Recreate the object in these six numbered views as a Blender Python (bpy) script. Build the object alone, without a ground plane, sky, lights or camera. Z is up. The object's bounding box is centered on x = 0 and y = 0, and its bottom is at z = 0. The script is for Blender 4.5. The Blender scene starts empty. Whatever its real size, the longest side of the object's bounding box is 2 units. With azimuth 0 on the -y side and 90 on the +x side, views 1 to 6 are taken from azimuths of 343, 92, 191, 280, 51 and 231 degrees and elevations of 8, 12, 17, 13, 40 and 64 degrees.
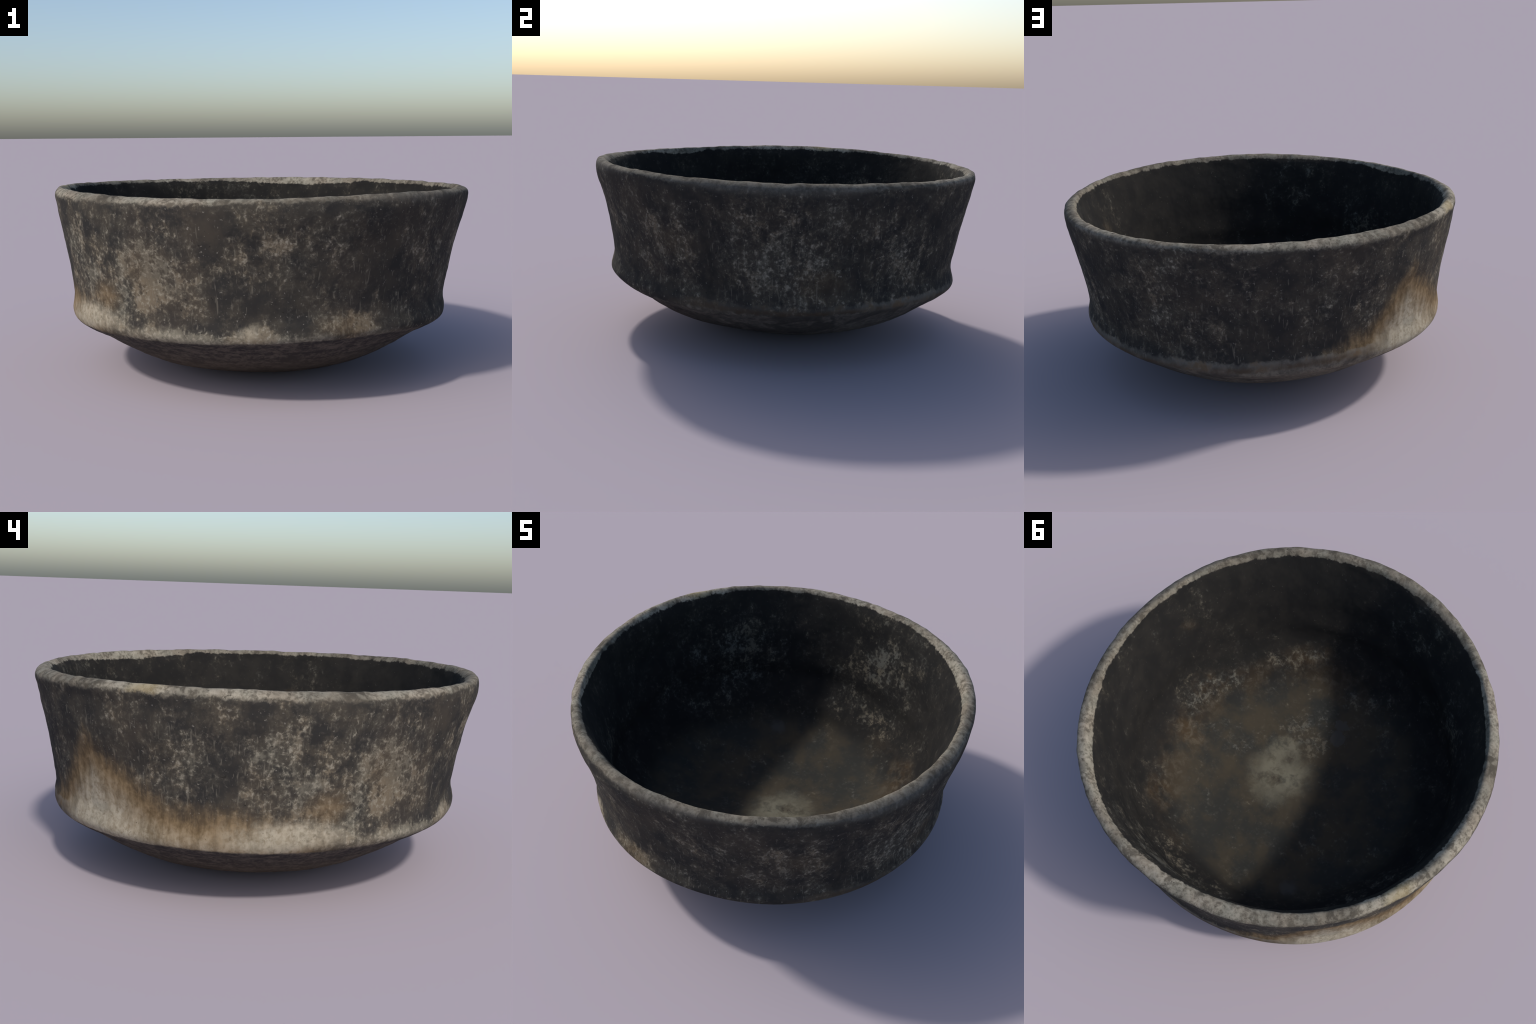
"""A hand-built, smoke-blackened pottery bowl: everted rim, concave wall, soft
carination above a shallow rounded base.  The pot is one lofted surface (inner
floor -> lip -> outer wall -> base); the rings below are its cross-sections, each
with a height, a radius and a few slow harmonics for how far it is out of true."""
import bpy
import math
import numpy as np
from collections import namedtuple

# ------------------------------------------------------------------ form
# wobble: cos/sin pairs of 1..5 waves round the pot, added to the radius
# sag:    cos/sin pairs of 1..3 waves round the pot, added to the height
Ring = namedtuple("Ring", "name z r wobble sag")
RINGS = [
    Ring("floor_middle", 0.0765, 0.0200,
         (-0.0000, 0.0000, 0.0000, -0.0000, -0.0000, 0.0000, 0.0000, 0.0000, 0.0000, -0.0000),
         (0.0006, -0.0009, 0.0001, 0.0001, 0.0000, 0.0000)),
    Ring("floor_inner", 0.0704, 0.1716,
         (-0.0021, 0.0009, 0.0001, -0.0011, -0.0006, 0.0006, 0.0004, 0.0011, 0.0000, -0.0024),
         (0.0034, -0.0052, 0.0009, 0.0012, 0.0002, 0.0005)),
    Ring("floor_outer", 0.0900, 0.3366,
         (-0.0050, 0.0029, 0.0003, -0.0019, -0.0015, 0.0011, 0.0007, 0.0024, -0.0001, -0.0050),
         (0.0088, -0.0142, 0.0009, 0.0013, 0.0025, 0.0015)),
    Ring("floor_edge", 0.1257, 0.5110,
         (-0.0065, 0.0029, 0.0005, -0.0025, -0.0018, 0.0017, 0.0008, 0.0024, -0.0009, -0.0052),
         (0.0101, -0.0187, 0.0005, -0.0009, 0.0053, 0.0020)),
    Ring("cove_low", 0.1704, 0.6512,
         (-0.0059, -0.0003, 0.0010, -0.0036, -0.0003, 0.0022, 0.0006, 0.0020, -0.0016, -0.0025),
         (0.0024, -0.0090, -0.0006, -0.0011, 0.0018, 0.0018)),
    Ring("cove", 0.2400, 0.7189,
         (-0.0054, -0.0013, 0.0005, -0.0036, -0.0005, 0.0019, 0.0009, 0.0003, -0.0009, -0.0002),
         (-0.0036, -0.0040, -0.0007, -0.0031, 0.0008, 0.0025)),
    Ring("cove_high", 0.3100, 0.7870,
         (-0.0058, -0.0004, 0.0004, -0.0035, -0.0011, 0.0018, 0.0005, -0.0001, 0.0007, -0.0002),
         (-0.0039, -0.0039, -0.0008, -0.0032, 0.0008, 0.0025)),
    Ring("inner_wall_low", 0.3750, 0.8198,
         (-0.0070, 0.0008, 0.0020, -0.0044, -0.0016, 0.0003, 0.0007, -0.0003, 0.0008, -0.0015),
         (-0.0040, -0.0039, -0.0010, -0.0032, 0.0010, 0.0026)),
    Ring("inner_wall_mid", 0.4501, 0.8325,
         (-0.0041, 0.0006, 0.0032, -0.0044, -0.0035, -0.0018, 0.0021, -0.0024, -0.0006, -0.0038),
         (-0.0041, -0.0039, -0.0011, -0.0033, 0.0011, 0.0027)),
    Ring("inner_wall_high", 0.5500, 0.8544,
         (-0.0013, 0.0032, 0.0048, -0.0079, -0.0087, -0.0033, 0.0038, 0.0008, 0.0034, -0.0058),
         (-0.0041, -0.0040, -0.0012, -0.0032, 0.0013, 0.0028)),
    Ring("innerlow", 0.6600, 0.8784,
         (-0.0009, 0.0040, 0.0064, -0.0064, -0.0083, -0.0042, 0.0048, 0.0001, -0.0006, -0.0039),
         (-0.0041, -0.0040, -0.0012, -0.0033, 0.0013, 0.0028)),
    Ring("innerlip", 0.8335, 0.9227,
         (0.0055, 0.0042, 0.0003, -0.0122, -0.0038, 0.0008, -0.0024, -0.0054, 0.0051, 0.0008),
         (-0.0040, -0.0041, -0.0012, -0.0031, 0.0012, 0.0025)),
    Ring("crest", 0.8838, 0.9522,
         (0.0020, 0.0055, -0.0017, -0.0129, -0.0078, 0.0002, 0.0033, -0.0069, -0.0018, -0.0008),
         (-0.0036, -0.0058, 0.0022, -0.0033, -0.0028, 0.0013)),
    Ring("rimouter", 0.8696, 0.9911,
         (0.0021, 0.0065, 0.0005, -0.0134, -0.0056, -0.0002, -0.0001, -0.0032, 0.0003, -0.0030),
         (0.0007, -0.0100, -0.0031, -0.0033, -0.0050, 0.0028)),
    Ring("underlip", 0.8200, 0.9916,
         (0.0061, 0.0012, 0.0012, -0.0111, -0.0041, -0.0005, 0.0026, -0.0016, 0.0011, -0.0044),
         (0.0026, -0.0120, -0.0008, -0.0037, -0.0058, 0.0012)),
    Ring("wallup", 0.6800, 0.9611,
         (-0.0011, 0.0037, 0.0030, -0.0080, -0.0035, -0.0008, 0.0002, -0.0020, 0.0014, -0.0019),
         (0.0029, -0.0122, -0.0006, -0.0036, -0.0059, 0.0010)),
    Ring("wallmid", 0.5800, 0.9400,
         (-0.0038, 0.0033, 0.0021, -0.0061, -0.0035, -0.0024, 0.0002, -0.0001, 0.0004, -0.0030),
         (0.0030, -0.0123, -0.0005, -0.0036, -0.0058, 0.0011)),
    Ring("walllow", 0.4700, 0.9223,
         (-0.0068, 0.0029, 0.0029, -0.0055, -0.0013, -0.0011, 0.0000, -0.0008, 0.0008, -0.0018),
         (0.0031, -0.0125, -0.0005, -0.0035, -0.0056, 0.0011)),
    Ring("waist", 0.3900, 0.9123,
         (-0.0103, 0.0016, 0.0023, -0.0048, -0.0004, 0.0006, -0.0002, 0.0006, 0.0016, -0.0008),
         (0.0031, -0.0126, -0.0006, -0.0034, -0.0053, 0.0011)),
    Ring("flare", 0.3474, 0.9176,
         (-0.0112, 0.0027, -0.0001, -0.0035, 0.0001, 0.0024, 0.0005, 0.0013, 0.0018, -0.0020),
         (0.0029, -0.0127, -0.0006, -0.0033, -0.0051, 0.0012)),
    Ring("carination", 0.3066, 0.9231,
         (-0.0085, 0.0019, -0.0004, -0.0040, -0.0028, 0.0024, 0.0008, 0.0000, 0.0027, 0.0007),
         (0.0023, -0.0147, -0.0006, -0.0016, -0.0022, 0.0024)),
    Ring("undercar", 0.2756, 0.9040,
         (-0.0064, 0.0002, 0.0016, -0.0042, -0.0020, 0.0013, 0.0022, -0.0012, -0.0022, 0.0013),
         (0.0030, -0.0149, -0.0024, 0.0020, -0.0026, 0.0059)),
    Ring("slope", 0.2228, 0.8193,
         (-0.0045, 0.0020, 0.0007, -0.0030, -0.0008, 0.0023, 0.0028, 0.0003, 0.0001, -0.0003),
         (0.0007, -0.0148, -0.0010, 0.0000, -0.0023, 0.0037)),
    Ring("step", 0.1475, 0.7058,
         (-0.0044, 0.0024, -0.0004, -0.0030, -0.0010, 0.0032, 0.0027, 0.0028, 0.0021, 0.0002),
         (0.0011, -0.0129, 0.0009, -0.0008, -0.0005, 0.0018)),
    Ring("belly", 0.0885, 0.5827,
         (-0.0051, 0.0016, -0.0016, -0.0032, -0.0023, 0.0029, 0.0014, 0.0041, 0.0045, 0.0030),
         (0.0045, -0.0087, 0.0020, -0.0015, 0.0022, 0.0011)),
    Ring("low", 0.0242, 0.3583,
         (-0.0049, 0.0016, -0.0016, -0.0031, -0.0022, 0.0036, 0.0026, 0.0042, 0.0039, 0.0016),
         (0.0023, -0.0058, 0.0016, -0.0009, 0.0014, -0.0012)),
    Ring("foot", 0.0102, 0.1285,
         (-0.0049, 0.0016, -0.0016, -0.0031, -0.0022, 0.0035, 0.0024, 0.0040, 0.0038, 0.0017),
         (0.0012, -0.0030, 0.0008, -0.0005, 0.0007, -0.0005)),
]
# the rings run from the middle of the floor, up the inside, over the lip, down to the base
flat = (0.0,)
rings = ([Ring("floor_centre", 0.080, 0.0, flat * 10, flat * 6)] + RINGS
         + [Ring("base_centre", 0.001, 0.0, flat * 10, flat * 6)])

TURNS = 640                     # vertices round the pot
STEP = 0.0085                   # spacing along the profile, metres


def harmonics(theta, count):
    rows = [np.ones_like(theta)]
    for k in range(1, count + 1):
        rows += [np.cos(k * theta), np.sin(k * theta)]
    return np.array(rows)


def spline(values, knots, at):
    """Catmull-Rom through values (one row per knot), non-uniform knots."""
    values = np.asarray(values, float)
    i = np.clip(np.searchsorted(knots, at, side="right") - 1, 0, len(knots) - 2)
    h = knots[i + 1] - knots[i]
    t = ((at - knots[i]) / h)[:, None]

    def slope(j):
        a, b = np.clip(j - 1, 0, len(knots) - 1), np.clip(j + 1, 0, len(knots) - 1)
        return (values[b] - values[a]) / (knots[b] - knots[a])[:, None]
    h = h[:, None]
    return ((2 * t**3 - 3 * t**2 + 1) * values[i] + (t**3 - 2 * t**2 + t) * h * slope(i)
            + (3 * t**2 - 2 * t**3) * values[i + 1] + (t**3 - t**2) * h * slope(i + 1))


class Noise:
    """Smooth 3D gradient noise, about -1..1."""

    def __init__(self, seed):
        rng = np.random.default_rng(seed)
        self.perm = rng.permutation(512)
        g = rng.normal(size=(512, 3))
        self.grad = g / np.linalg.norm(g, axis=1, keepdims=True)

    def __call__(self, p):
        cell = np.floor(p).astype(int)
        f = p - cell
        w = f * f * f * (f * (f * 6 - 15) + 10)
        total = np.zeros(p.shape[:-1])
        for dx in (0, 1):
            for dy in (0, 1):
                for dz in (0, 1):
                    h = self.perm[(cell[..., 0] + dx) & 511]
                    h = self.perm[(h + cell[..., 1] + dy) & 511]
                    h = self.perm[(h + cell[..., 2] + dz) & 511]
                    dot = np.einsum("...k,...k->...", self.grad[h], f - np.array([dx, dy, dz]))
                    total += (dot * np.where(dx, w[..., 0], 1 - w[..., 0])
                              * np.where(dy, w[..., 1], 1 - w[..., 1])
                              * np.where(dz, w[..., 2], 1 - w[..., 2]))
        return total * 1.6


def smooth(lo, hi, x):
    t = np.clip((x - lo) / (hi - lo), 0, 1)
    return t * t * (3 - 2 * t)


# ---- loft
ring_r = np.array([[ring.r, *ring.wobble] for ring in rings])
ring_z = np.array([[ring.z, *ring.sag] for ring in rings])
knots = np.concatenate([[0], np.cumsum(np.hypot(np.diff(ring_r[:, 0]), np.diff(ring_z[:, 0])))])
crest_at = knots[[ring.name for ring in rings].index("crest")]
step_at = knots[[ring.name for ring in rings].index("undercar")] - crest_at      # edge under the carination
along = np.linspace(0, knots[-1], int(knots[-1] / STEP))
theta = np.linspace(0, 2 * math.pi, TURNS, endpoint=False)
radius = np.maximum(spline(ring_r, knots, along) @ harmonics(theta, 5), 0.0)
radius[0] = radius[-1] = 0.0
height = spline(ring_z, knots, along) @ harmonics(theta, 3)
height[0], height[-1] = height[0].mean(), height[-1].mean()
grid = np.stack([radius * np.cos(theta), radius * np.sin(theta), height], -1)
profile = along - crest_at      # 0 on the lip, minus inside, plus outside


def surface_normals(g):
    n = np.cross(np.gradient(g, axis=0), np.roll(g, -1, 1) - np.roll(g, 1, 1))
    length = np.linalg.norm(n, axis=-1, keepdims=True)
    n = n / np.maximum(length, 1e-9)
    n[0], n[-1] = (0, 0, 1), (0, 0, -1)
    return n


normal = surface_normals(grid)
if normal[int(np.argmin(np.abs(profile - 0.3))), 0, 0] < 0:
    normal[1:-1] *= -1

# ---- relief: pinched and chipped lip, scraped wall, turned base, pitted floor
lump, grain, scrape = Noise(11), Noise(23), Noise(37)
s = profile[:, None] + 0 * theta
lip = smooth(-0.06, -0.02, s) * (1 - smooth(0.06, 0.12, s))
wall = smooth(0.06, 0.12, s) * (1 - smooth(step_at - 0.1, step_at, s))
base = smooth(step_at - 0.03, step_at + 0.03, s)
inside = 1 - smooth(-0.05, -0.02, s)
arc = theta * 0.95
streak = np.stack([np.cos(theta) * 24 + 0 * s, np.sin(theta) * 24 + 0 * s, s * 5], -1)
push = (lip * (0.0030 * lump(grid * 10) + 0.0022 * lump(grid * 22 + 5) + 0.0004 * grain(grid * 45))
        + wall * (0.0016 * lump(grid * 5) + 0.0018 * lump(grid * 14) + 0.0010 * grain(grid * 40)
                  + 0.0010 * scrape(streak))
        + base * (0.0025 * lump(grid * 4 + 3) + 0.0016 * scrape(np.stack(
            [np.cos(theta) * 2 + 0 * s, np.sin(theta) * 2 + 0 * s, s * 45], -1)) + 0.0008 * grain(grid * 40))
        + inside * (0.0030 * lump(grid * 5 + 9) + 0.0016 * lump(grid * 16) + 0.0008 * grain(grid * 45)))
pit = np.hypot(grid[..., 0] - 0.08, grid[..., 1] - 0.02)
push -= inside * 0.007 * (1 - smooth(0.008, 0.040 , pit + 0.010 * lump(grid * 40)))
push[0], push[-1] = push[0].mean(), push[-1].mean()
grid = grid + normal * push[..., None]
grid[..., 2] = np.maximum(grid[..., 2], 0.0005 + 0.2 * np.minimum(grid[..., 2], 0))
grid[..., 2] -= grid[..., 2].min()

# ---- one mesh of the whole pot, for its normals
rows = len(along)
verts = np.concatenate([grid[0, :1], grid[1:-1].reshape(-1, 3), grid[-1, :1]])
vert_profile = np.concatenate([[profile[0]], np.repeat(profile[1:-1], TURNS), [profile[-1]]])


def index(i, j):
    if i == 0:
        return 0
    if i == rows - 1:
        return len(verts) - 1
    return 1 + (i - 1) * TURNS + j % TURNS


def faces_between(first, last):
    faces = []
    for i in range(first, last):
        for j in range(TURNS):
            a, b, c, d = index(i, j), index(i, j + 1), index(i + 1, j + 1), index(i + 1, j)
            corners = list(dict.fromkeys((a, b, c, d)))
            faces.append(corners)
    return faces


def row_at(position):
    return int(np.argmin(np.abs(profile - position)))


cuts = {"interior": (0, row_at(-0.070)), "rim": (row_at(-0.070), row_at(0.13)),
        "wall": (row_at(0.13), row_at(step_at - 0.02)), "base": (row_at(step_at - 0.02), rows - 1)}

whole = bpy.data.meshes.new("whole_pot")
whole.from_pydata(verts.tolist(), [], [f for a, b in cuts.values() for f in faces_between(a, b)])
whole.update()
flip = whole.polygons[len(whole.polygons) // 2]
vertex_normals = np.zeros(len(verts) * 3)
whole.vertex_normals.foreach_get("vector", vertex_normals)
vertex_normals = vertex_normals.reshape(-1, 3)
turned = vertex_normals[-1][2] > 0          # base must face down
if turned:
    vertex_normals = -vertex_normals
bpy.data.meshes.remove(whole)


# ------------------------------------------------------------------ material
class Graph:
    """Small helper for wiring shader nodes."""

    def __init__(self, tree):
        self.tree, self.nodes, self.links = tree, tree.nodes, tree.links

    def node(self, kind, **props):
        n = self.nodes.new(kind)
        for k, v in props.items():
            setattr(n, k, v)
        return n

    def put(self, socket, value):
        if isinstance(value, bpy.types.NodeSocket):
            self.links.new(value, socket)
        elif isinstance(value, tuple) and len(value) == 3 and socket.type == "RGBA":
            socket.default_value = (*value, 1)
        else:
            socket.default_value = value

    def math(self, op, a, b=0.0, c=None, clamp=False):
        n = self.node("ShaderNodeMath", operation=op, use_clamp=clamp)
        self.put(n.inputs[0], a)
        self.put(n.inputs[1], b)
        if c is not None:
            self.put(n.inputs[2], c)
        return n.outputs[0]

    def add(self, *terms):
        out = terms[0]
        for t in terms[1:]:
            out = self.math("ADD", out, t)
        return out

    def mul(self, a, b):
        return self.math("MULTIPLY", a, b)

    def inv(self, a):
        return self.math("SUBTRACT", 1.0, a)

    def ramp(self, x, lo, hi, out_lo=0.0, out_hi=1.0, smooth=True):
        n = self.node("ShaderNodeMapRange", interpolation_type="SMOOTHSTEP" if smooth else "LINEAR")
        self.put(n.inputs[0], x)
        for k, v in zip((1, 2, 3, 4), (lo, hi, out_lo, out_hi)):
            self.put(n.inputs[k], v)
        return n.outputs[0]

    def mix(self, factor, a, b):
        n = self.node("ShaderNodeMix", data_type="RGBA", clamp_factor=True)
        self.put(n.inputs[0], factor)
        self.put(n.inputs[6], a)
        self.put(n.inputs[7], b)
        return n.outputs[2]

    def vec(self, op, a, b):
        n = self.node("ShaderNodeVectorMath", operation=op)
        self.put(n.inputs[0], a)
        self.put(n.inputs[1], b)
        return n.outputs["Value"] if op in ("LENGTH", "DOT_PRODUCT") else n.outputs[0]

    def noise(self, at, scale, detail=4.0, rough=0.55, distort=0.0, colour=False):
        n = self.node("ShaderNodeTexNoise")
        self.put(n.inputs["Vector"], at)
        n.inputs["Scale"].default_value = scale
        n.inputs["Detail"].default_value = detail
        n.inputs["Roughness"].default_value = rough
        n.inputs["Distortion"].default_value = distort
        return n.outputs["Color" if colour else "Fac"]

    def stretch(self, at, x, y, z, shift=0.0):
        n = self.node("ShaderNodeMapping")
        self.put(n.inputs["Vector"], at)
        n.inputs["Location"].default_value = (shift, shift, shift)
        n.inputs["Scale"].default_value = (x, y, z)
        return n.outputs[0]


def fired_clay(name, region):
    """One clay for the whole pot; each region wires only the layers that reach it."""
    mat = bpy.data.materials.new(name)
    mat.use_nodes = True
    g = Graph(mat.node_tree)
    g.nodes.clear()
    at = g.node("ShaderNodeTexCoord").outputs["Object"]
    where = g.node("ShaderNodeAttribute", attribute_name="profile").outputs["Fac"]
    sep = g.node("ShaderNodeSeparateXYZ")
    g.put(sep.inputs[0], at)
    x, y, z = sep.outputs

    # the same place nudged about, so that edges of patches come out ragged
    wander = g.noise(at, 5.0, 5.0, 0.6, colour=True)
    fray = g.noise(at, 28.0, 5.0, 0.65, colour=True)
    nudge = g.node("ShaderNodeVectorMath", operation="MULTIPLY_ADD")
    g.put(nudge.inputs[0], wander)
    nudge.inputs[1].default_value = (0.16, 0.16, 0.16)
    g.put(nudge.inputs[2], at)
    nudge2 = g.node("ShaderNodeVectorMath", operation="MULTIPLY_ADD")
    g.put(nudge2.inputs[0], fray)
    nudge2.inputs[1].default_value = (0.05, 0.05, 0.05)
    g.put(nudge2.inputs[2], nudge.outputs[0])
    ragged = g.vec("SUBTRACT", nudge2.outputs[0], (0.105, 0.105, 0.105))

    def patch(angle, r, zc, wide, high, soft=0.5, deep=0.25, tilt=0.0, frame=None):
        """1 in the middle of a patch on the pot at this angle (degrees), 0 outside it."""
        n = g.node("ShaderNodeMapping", vector_type="TEXTURE")
        g.put(n.inputs["Vector"], ragged if frame is None else frame)
        a = math.radians(angle)
        n.inputs["Location"].default_value = (r * math.cos(a), r * math.sin(a), zc)
        n.inputs["Rotation"].default_value = (math.radians(tilt), 0, a)
        n.inputs["Scale"].default_value = (deep, wide, high)
        d = g.vec("LENGTH", n.outputs[0], (0, 0, 0))
        return g.ramp(d, 1.0, 1.0 - soft)

    def most(*masks):
        out = masks[0]
        for m in masks[1:]:
            out = g.math("MAXIMUM", out, m)
        return out

    def total(pairs):
        return g.add(*[g.mul(m, k) for m, k in pairs])

    coarse = g.noise(at, 2.6, 4.0, 0.6)
    medium = g.noise(at, 9.0, 6.0, 0.62)
    fine = g.noise(at, 25.0, 7.0, 0.66, 0.5)
    runs = g.noise(g.stretch(at, 26, 26, 7), 1.0, 5.0, 0.65, 0.3)      # up-and-down streaks
    rounds = g.noise(g.stretch(at, 10, 10, 42), 1.0, 5.0, 0.65)         # marks round the pot
    drips = g.noise(g.stretch(at, 13, 13, 1.3, 5.7), 1.0, 4.0, 0.6, 0.5)
    clump = g.noise(at, 4.6, 3.0, 0.55, 0.6)
    grit = g.noise(at, 62.0, 4.0, 0.6, 0.3)
    specks = g.noise(at, 75.0, 3.0, 0.6)
    tint = g.noise(g.stretch(at, 1, 1, 1, 7.3), 6.0, 4.0, 0.6)

    outside = inner = stone = band = inside = None
    # ---------------- outside: black slip, rubbed through to grey-buff clay
    slip = g.mix(g.ramp(medium, 0.35, 0.65), (0.027, 0.026, 0.025), (0.046, 0.041, 0.034))
    clay = g.mix(g.ramp(tint, 0.38, 0.62), (0.106, 0.099, 0.080), (0.138, 0.114, 0.082))
    clay = g.mix(g.mul(g.ramp(grit, 0.48, 0.70), 0.8), clay, (0.250, 0.230, 0.185))
    if region != "inside":
        rub = total([(patch(-137, 0.92, 0.60, 0.30, 0.30, 0.95), 0.13), (patch(-138, 0.91, 0.47, 0.12, 0.09, 0.9), 0.08),
                     (patch(-118, 0.91, 0.30, 0.50, 0.09, 0.8), 0.17), (patch(-95, 0.95, 0.66, 0.38, 0.26, 0.95), 0.035),
                     (patch(-90, 0.92, 0.48, 0.36, 0.14, 0.95), 0.03),
                     (patch(-158, 0.93, 0.60, 0.30, 0.30, 0.95), 0.07), (patch(-82, 0.91, 0.36, 0.24, 0.08, 0.8), 0.12),
                     (patch(178, 0.95, 0.62, 0.34, 0.24, 0.95), 0.035), (patch(5, 0.94, 0.55, 0.50, 0.36, 0.95), 0.045),
                     (patch(-32, 0.94, 0.56, 0.20, 0.28, 0.9), 0.06), (patch(40, 0.94, 0.50, 0.30, 0.26, 0.9), 0.04),
                     (patch(70, 0.96, 0.65, 0.24, 0.22, 0.9), 0.03), (patch(-152, 0.92, 0.40, 0.26, 0.14, 0.9), 0.10),
                     (patch(-73, 0.94, 0.62, 0.06, 0.36, 0.9), -0.12), (patch(-119, 0.95, 0.74, 0.08, 0.14, 0.8), -0.17),
                     (patch(-106, 0.92, 0.46, 0.20, 0.08, 0.9), -0.05),
                     (patch(-21, 0.94, 0.50, 0.045, 0.36, 0.9), -0.11), (patch(105, 0.94, 0.42, 0.50, 0.16, 0.9), -0.04)])
        body = total([(fine, 0.36), (grit, 0.22), (medium, 0.22), (runs, 0.20), (g.math("SUBTRACT", clump, 0.5), 0.20), (g.math("SUBTRACT", drips, 0.5), 0.16)])
        worn = g.add(g.mul(g.ramp(g.add(body, rub), 0.548, 0.635), 0.75), g.mul(g.ramp(g.add(body, rub), 0.47, 0.59), 0.25))
        outside = g.mix(worn, slip, clay)
        outside = g.mix(g.mul(g.ramp(coarse, 0.48, 0.68), 0.20), outside, (0.078, 0.060, 0.045))
        outside = g.mix(g.mul(g.ramp(specks, 0.64, 0.74), 0.55), outside, (0.25, 0.23, 0.20))

    if region == "outside":
        scratch = g.noise(g.stretch(at, 85, 85, 9, 3.1), 1.0, 2.0, 0.5, 0.2)
        outside = g.mix(g.mul(g.ramp(scratch, 0.62, 0.72), 0.45), outside, (0.150, 0.136, 0.110))
        pits = g.noise(at, 48.0, 2.0, 0.5)
        outside = g.mix(g.mul(g.ramp(pits, 0.30, 0.24), 0.8), outside, (0.022, 0.020, 0.018))
        outside = g.mix(g.mul(patch(-20.5, 0.94, 0.50, 0.020, 0.34, 0.9, 0.25, 4.0), 0.55), outside, (0.022, 0.021, 0.020))
        # fire cloud: where a flame licked the pot it is buff, with a tan halo, tongue-shaped above one
        # side of the carination and trailing along it
        lick = math.radians(147)
        sideways = g.vec("DOT_PRODUCT", at, (-math.sin(lick), math.cos(lick), 0))
        facing = g.ramp(g.vec("DOT_PRODUCT", at, (math.cos(lick), math.sin(lick), 0)), 0.35, 0.6)
        tongue = g.math("MINIMUM", g.math("MULTIPLY_ADD", sideways, -0.66, 0.67), g.math("MULTIPLY_ADD", sideways, 1.05, 0.67))
        trail = g.math("MINIMUM", g.ramp(sideways, 0.88, 0.50, 0.36, 0.43), g.ramp(sideways, -0.62, -0.20, 0.26, 0.43))
        flame_top = g.math("MAXIMUM", tongue, trail)
        feather = g.add(g.mul(g.math("SUBTRACT", runs, 0.5), 0.13), g.mul(g.math("SUBTRACT", medium, 0.5), 0.10), g.mul(g.math("SUBTRACT", fine, 0.5), 0.05))
        below = g.add(g.math("SUBTRACT", flame_top, z), feather)
        halo = most(g.mul(facing, g.ramp(below, -0.06, 0.09)),
                    g.mul(patch(-152, 0.92, 0.45, 0.12, 0.10, 0.95), 0.6),
                    g.mul(patch(-138, 0.92, 0.58, 0.16, 0.20, 0.95), 0.18), g.mul(patch(-84, 0.92, 0.36, 0.20, 0.07, 0.95), 0.40),
                    g.mul(patch(12, 0.91, 0.43, 0.16, 0.10, 0.95), 0.25), g.mul(patch(-30, 0.94, 0.58, 0.16, 0.14, 0.95), 0.20))
        outside = g.mix(g.mul(halo, 0.92), outside, g.mix(g.ramp(g.add(g.mul(fine, 0.5), g.mul(runs, 0.5)), 0.38, 0.62), (0.095, 0.064, 0.033), (0.185, 0.130, 0.073)))
        pale = most(g.mul(facing, g.ramp(below, 0.05, 0.25)),
                    g.mul(patch(-163, 0.92, 0.335, 0.36, 0.09, 0.7), 0.85), g.mul(patch(-134, 0.90, 0.300, 0.34, 0.06, 0.9), 0.50),
                    g.mul(patch(-110, 0.91, 0.340, 0.085, 0.050, 0.95), 0.75), g.mul(patch(-96, 0.90, 0.305, 0.26, 0.035, 0.9), 0.45),
                    g.mul(patch(-76, 0.90, 0.310, 0.26, 0.035, 0.9), 0.25))
        pale = g.mul(pale, g.ramp(g.add(g.mul(fine, 0.5), g.mul(grit, 0.5)), 0.34, 0.52, 0.55, 1.0))
        buff = g.mix(g.ramp(tint, 0.38, 0.62), (0.225, 0.206, 0.160), (0.262, 0.228, 0.170))
        buff = g.mix(g.mul(g.ramp(g.add(g.mul(grit, 0.5), g.mul(runs, 0.5)), 0.42, 0.64), 0.85), buff, (0.345, 0.312, 0.245))
        buff = g.mix(g.ramp(specks, 0.33, 0.26), buff, (0.10, 0.085, 0.065))
        outside = g.mix(pale, outside, buff)

        # ---------------- back of the shoulder: a rubbed strip and a dark line above the underside
        away = g.ramp(g.add(g.mul(x, 0.62), g.mul(y, 0.78), g.mul(g.math("SUBTRACT", coarse, 0.5), 0.5)), -0.05, 0.20)
        wave = g.add(where, g.mul(g.math("SUBTRACT", fine, 0.5), 0.04), g.mul(g.math("SUBTRACT", medium, 0.5), 0.04))
        bare = g.mix(g.ramp(rounds, 0.35, 0.65), (0.068, 0.064, 0.057), (0.108, 0.099, 0.085))
        light_side = g.ramp(y, 0.15, 0.55, 0.30, 1.0)
        wave = g.math("MULTIPLY_ADD", g.inv(light_side), -0.020, wave)
        wave = g.math("MULTIPLY_ADD", g.ramp(x, -0.45, 0.05), -0.024, g.math("SUBTRACT", wave, 0.014))
        strip_tone = g.mix(g.ramp(medium, 0.50, 0.62), (0.150, 0.138, 0.118), (0.140, 0.100, 0.064))
        strip = g.mul(away, g.ramp(wave, step_at - 0.112, step_at - 0.098))
        outside = g.mix(g.mul(g.mul(strip, g.ramp(medium, 0.36, 0.56, 0.45, 1.0)), g.mul(light_side, 0.75)), outside, strip_tone)
        seam = g.mul(g.ramp(wave, step_at - 0.096, step_at - 0.078), g.ramp(wave, step_at - 0.046, step_at - 0.070))
        outside = g.mix(g.mul(g.mul(away, seam), g.ramp(medium, 0.36, 0.58, 0.75, 0.25)), outside, (0.070, 0.050, 0.034))
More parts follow.
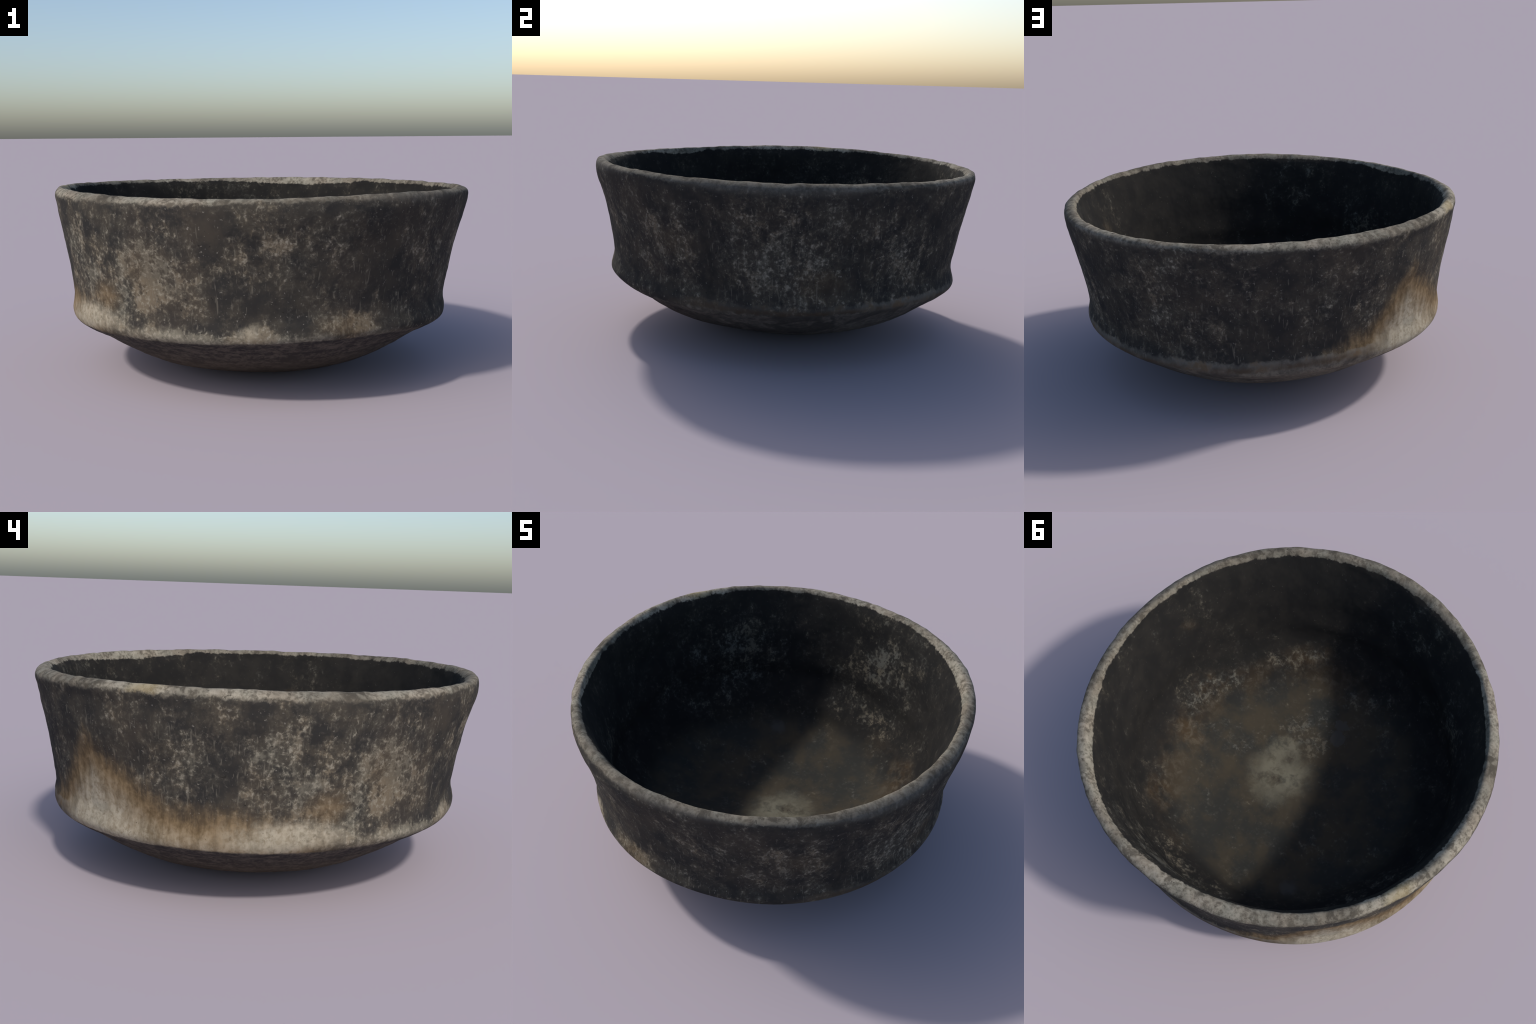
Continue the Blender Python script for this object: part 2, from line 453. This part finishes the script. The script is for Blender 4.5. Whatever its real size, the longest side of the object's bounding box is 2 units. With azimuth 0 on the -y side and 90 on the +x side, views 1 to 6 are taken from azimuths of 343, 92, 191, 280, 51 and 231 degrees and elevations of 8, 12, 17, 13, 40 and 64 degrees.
        low_back = g.mul(away, g.ramp(wave, step_at - 0.072, step_at - 0.046))
        mottle = g.mix(g.ramp(g.add(g.mul(fine, 0.6), g.mul(grit, 0.4)), 0.42, 0.60), bare, (0.155, 0.140, 0.115))
        outside = g.mix(g.mul(low_back, 0.85), outside, g.mix(g.mul(g.ramp(clump, 0.50, 0.60), 0.75), mottle, (0.042, 0.039, 0.036)))

        # ---------------- underside of the front: soot right up to a crisp edge below the carination
        under = g.ramp(g.add(where, g.mul(g.math("SUBTRACT", medium, 0.5), 0.03), g.mul(g.math("SUBTRACT", fine, 0.5), 0.02)), step_at - 0.016, step_at - 0.004)
        soot = g.mix(g.ramp(g.add(g.mul(rounds, 0.35), g.mul(fine, 0.35), g.mul(grit, 0.30)), 0.43, 0.60), (0.034, 0.031, 0.031), (0.095, 0.082, 0.070))
        soot = g.mix(g.ramp(where, step_at + 0.05, step_at + 0.35, 0.0, 0.5), soot, (0.078, 0.062, 0.046))
        outside = g.mix(g.mul(under, g.inv(away)), outside, soot)

    # ---------------- inside: dense black, flecked with grey, browner floor
    black = g.mix(g.ramp(medium, 0.35, 0.65), (0.0145, 0.0140, 0.0135), (0.0205, 0.0190, 0.0170))
    floor = g.ramp(g.add(where, g.mul(g.math("SUBTRACT", coarse, 0.5), 0.2)), -0.66, -0.90)
    brown = g.mix(g.ramp(tint, 0.35, 0.65), (0.030, 0.030, 0.027), (0.050, 0.042, 0.030))
    inner = g.mix(floor, black, brown)
    if region == "inside":
        rust = most(patch(20, 0.64, 0.19, 0.20, 0.12, 0.9), patch(-4, 0.74, 0.25, 0.20, 0.10, 0.9), patch(55, 0.70, 0.22, 0.16, 0.10, 0.9),
                    g.mul(patch(-50, 0.76, 0.27, 0.24, 0.08, 0.9), 0.8), g.mul(patch(-4, 0.90, 0.62, 0.07, 0.07, 0.9), 0.6))
        ring = g.mul(g.mul(g.ramp(where, -0.62, -0.72), g.ramp(where, -0.92, -0.78)), g.ramp(x, -0.10, 0.35))
        rust = g.mul(most(rust, g.mul(ring, 0.42)), g.ramp(tint, 0.36, 0.62))
        inner = g.mix(g.mul(rust, 0.6), inner, g.mix(g.ramp(fine, 0.4, 0.65), (0.060, 0.039, 0.020), (0.125, 0.102, 0.072)))
    fleck_rub = total([(patch(95, 0.88, 0.56, 0.46, 0.34, 0.95), 0.085), (patch(152, 0.89, 0.58, 0.55, 0.34, 0.95), 0.075),
                       (patch(95, 0.74, 0.28, 0.50, 0.16, 0.95), 0.06), (patch(165, 0.78, 0.34, 0.60, 0.24, 0.95), 0.045),
                       (patch(75, 0.92, 0.72, 0.55, 0.24, 0.95), 0.03), (patch(20, 0.88, 0.58, 0.55, 0.32, 0.95), -0.06),
                       (patch(-10, 0.73, 0.23, 0.44, 0.11, 0.95), 0.075), (patch(-127, 0.86, 0.48, 0.44, 0.26, 0.95), 0.05),
                       (patch(-45, 0.78, 0.27, 0.26, 0.05, 0.95), 0.09), (patch(-40, 0.90, 0.65, 0.80, 0.36, 0.9), -0.08),
                       (patch(-55, 0.36, 0.09, 0.22, 0.10, 0.95), 0.08), (patch(-100, 0.60, 0.15, 0.40, 0.2, 0.95), 0.035)])
    speckle = g.add(total([(fine, 0.34), (grit, 0.26), (medium, 0.20), (runs, 0.20), (g.math("SUBTRACT", clump, 0.5), 0.16)]), fleck_rub)
    fleck = g.add(g.mul(g.ramp(speckle, 0.570, 0.635), 0.80), g.mul(g.ramp(speckle, 0.51, 0.60), 0.20))
    inner = g.mix(g.mul(g.ramp(specks, 0.66, 0.75), 0.5), inner, (0.085, 0.080, 0.068))
    inner = g.mix(g.mul(fleck, 0.85), inner, g.mix(g.ramp(tint, 0.4, 0.6), (0.092, 0.090, 0.077), (0.108, 0.094, 0.070)))
    if region == "inside":
        centre = most(patch(0, 0.10, 0.085, 0.22, 0.10, 0.75, 0.24), g.mul(patch(-30, 0.22, 0.09, 0.12, 0.10, 0.5, 0.14), 0.8))
        inner = g.mix(g.mul(centre, g.ramp(g.add(g.mul(medium, 0.6), g.mul(fine, 0.4)), 0.38, 0.54, 0.30, 1.0)), inner, (0.142, 0.132, 0.098))
        hole = most(patch(14, 0.083, 0.08, 0.045, 0.05, 0.7, 0.04), g.mul(patch(-40, 0.20, 0.08, 0.06, 0.06, 0.8, 0.05), 0.8))
        inner = g.mix(g.mul(hole, g.ramp(fine, 0.4, 0.55, 0.4, 0.95)), inner, (0.035, 0.028, 0.022))
        lumps = most(patch(-84, 0.395, 0.115, 0.06, 0.06, 0.2, 0.045), patch(-80, 0.46, 0.13, 0.045, 0.06, 0.2, 0.035),
                     patch(138, 0.60, 0.17, 0.07, 0.06, 0.6, 0.06))
        inner = g.mix(g.mul(lumps, 0.8), inner, (0.056, 0.054, 0.050))

    if region == "lip":
        # ---------------- lip: rubbed to pale clay on top, ragged edges either side
        rag = g.add(g.mul(g.math("SUBTRACT", fine, 0.5), 0.07), g.mul(g.math("SUBTRACT", medium, 0.5), 0.06))
        edge = g.add(where, rag)
        dull = most(patch(0, 1.0, 0.85, 0.80, 0.3, 0.8), patch(-65, 1.0, 0.85, 0.40, 0.3, 0.8), g.mul(patch(60, 1.0, 0.86, 0.5, 0.3, 0.9), 0.5))
        lower = g.math("MULTIPLY_ADD", dull, 0.030, 0.058)
        fade = g.math("MULTIPLY_ADD", dull, -0.035, -0.016)
        bright = most(patch(175, 1.0, 0.87, 0.62, 0.4, 0.7), g.mul(patch(-130, 1.0, 0.87, 0.5, 0.4, 0.8), 0.7),
                      g.mul(patch(62, 1.0, 0.87, 0.55, 0.4, 0.8), 0.8), g.mul(patch(110, 1.0, 0.87, 0.5, 0.4, 0.8), 0.7))
        brim = g.add(where, g.mul(patch(58, 1.0, 0.87, 0.65, 0.4, 0.9), 0.024), g.mul(patch(-134, 0.98, 0.87, 0.25, 0.4, 0.9), 0.020), g.mul(g.math("SUBTRACT", fine, 0.5), 0.034), g.mul(g.math("SUBTRACT", medium, 0.5), 0.030))
        band = g.mul(g.ramp(brim, -0.029, -0.020), g.ramp(edge, lower, g.add(lower, fade)))
        stone = g.mix(g.ramp(tint, 0.38, 0.62), (0.130, 0.122, 0.100), (0.150, 0.130, 0.102))
        stone = g.mix(g.mul(bright, 0.75), stone, g.mix(g.ramp(tint, 0.38, 0.62), (0.245, 0.230, 0.185), (0.275, 0.240, 0.190)))
        stone = g.mix(g.mul(g.ramp(g.add(g.mul(fine, 0.6), g.mul(grit, 0.4)), 0.48, 0.62), g.math("MULTIPLY_ADD", bright, 0.45, 0.28)), stone, (0.305, 0.280, 0.228))
        stone = g.mix(g.mul(g.ramp(g.add(g.mul(medium, 0.25), g.mul(fine, 0.45), g.mul(grit, 0.30)), 0.53, 0.42), 0.85), stone, g.mix(tint, (0.045, 0.040, 0.032), (0.110, 0.095, 0.075)))
        stone = g.mix(g.mul(g.ramp(clump, 0.52, 0.40), g.math("MULTIPLY_ADD", bright, -0.25, 0.80)), stone, g.mix(g.ramp(fine, 0.42, 0.58), (0.058, 0.051, 0.041), (0.125, 0.112, 0.090)))
        stone = g.mix(g.mul(g.ramp(specks, 0.37, 0.30), 0.7), stone, (0.050, 0.044, 0.036))
        stone = g.mix(g.mul(patch(166, 0.99, 0.87, 0.09, 0.06, 0.9), 0.45), stone, (0.29, 0.225, 0.11))
        low = g.ramp(edge, 0.004, 0.040)
        stone = g.mix(g.mul(g.mul(dull, low), 0.60), stone, g.mix(g.ramp(fine, 0.4, 0.6), (0.060, 0.055, 0.049), (0.115, 0.105, 0.092)))

        inside = g.ramp(brim, -0.019, -0.028)
        colour = g.mix(inside, outside, inner)
        colour = g.mix(band, colour, stone)

    if region != "lip":
        colour = outside if region == "outside" else inner

    bump = g.node("ShaderNodeBump")
    bump.inputs["Strength"].default_value = 0.25
    bump.inputs["Distance"].default_value = 0.006
    g.put(bump.inputs["Height"], total([(fine, 0.6), (specks, 0.3), (runs, 0.3)]))
    shader = g.node("ShaderNodeBsdfPrincipled")
    g.put(shader.inputs["Base Color"], colour)
    shader.inputs["Roughness"].default_value = 0.95
    shader.inputs["Specular IOR Level"].default_value = 0.08
    g.put(shader.inputs["Normal"], bump.outputs[0])
    out = g.node("ShaderNodeOutputMaterial")
    g.links.new(shader.outputs[0], out.inputs[0])
    return mat


# ------------------------------------------------------------------ objects
outer_clay = fired_clay("smoke_blackened_clay", "outside")
clays = {"wall": outer_clay, "base": outer_clay, "rim": fired_clay("rubbed_rim_clay", "lip"),
         "interior": fired_clay("black_inside_clay", "inside")}
bowl = bpy.data.objects.new("pottery_bowl", None)
bowl["label"] = "old smoke-blackened clay bowl with worn buff rim"
bowl["category"] = "bowl"
bowl.empty_display_size = 0.2
bpy.context.scene.collection.objects.link(bowl)

for part, (first, last) in cuts.items():
    faces = faces_between(first, last)
    if turned:
        faces = [f[::-1] for f in faces]
    used = sorted({v for f in faces for v in f})
    local = {v: k for k, v in enumerate(used)}
    mesh = bpy.data.meshes.new(part)
    mesh.from_pydata(verts[used].tolist(), [], [[local[v] for v in f] for f in faces])
    mesh.update()
    mesh.polygons.foreach_set("use_smooth", [True] * len(mesh.polygons))
    mesh.normals_split_custom_set_from_vertices(vertex_normals[used].tolist())
    where = mesh.attributes.new("profile", "FLOAT", "POINT")
    where.data.foreach_set("value", vert_profile[used])
    mesh.materials.append(clays[part])
    obj = bpy.data.objects.new(part, mesh)
    obj.parent = bowl
    bpy.context.scene.collection.objects.link(obj)
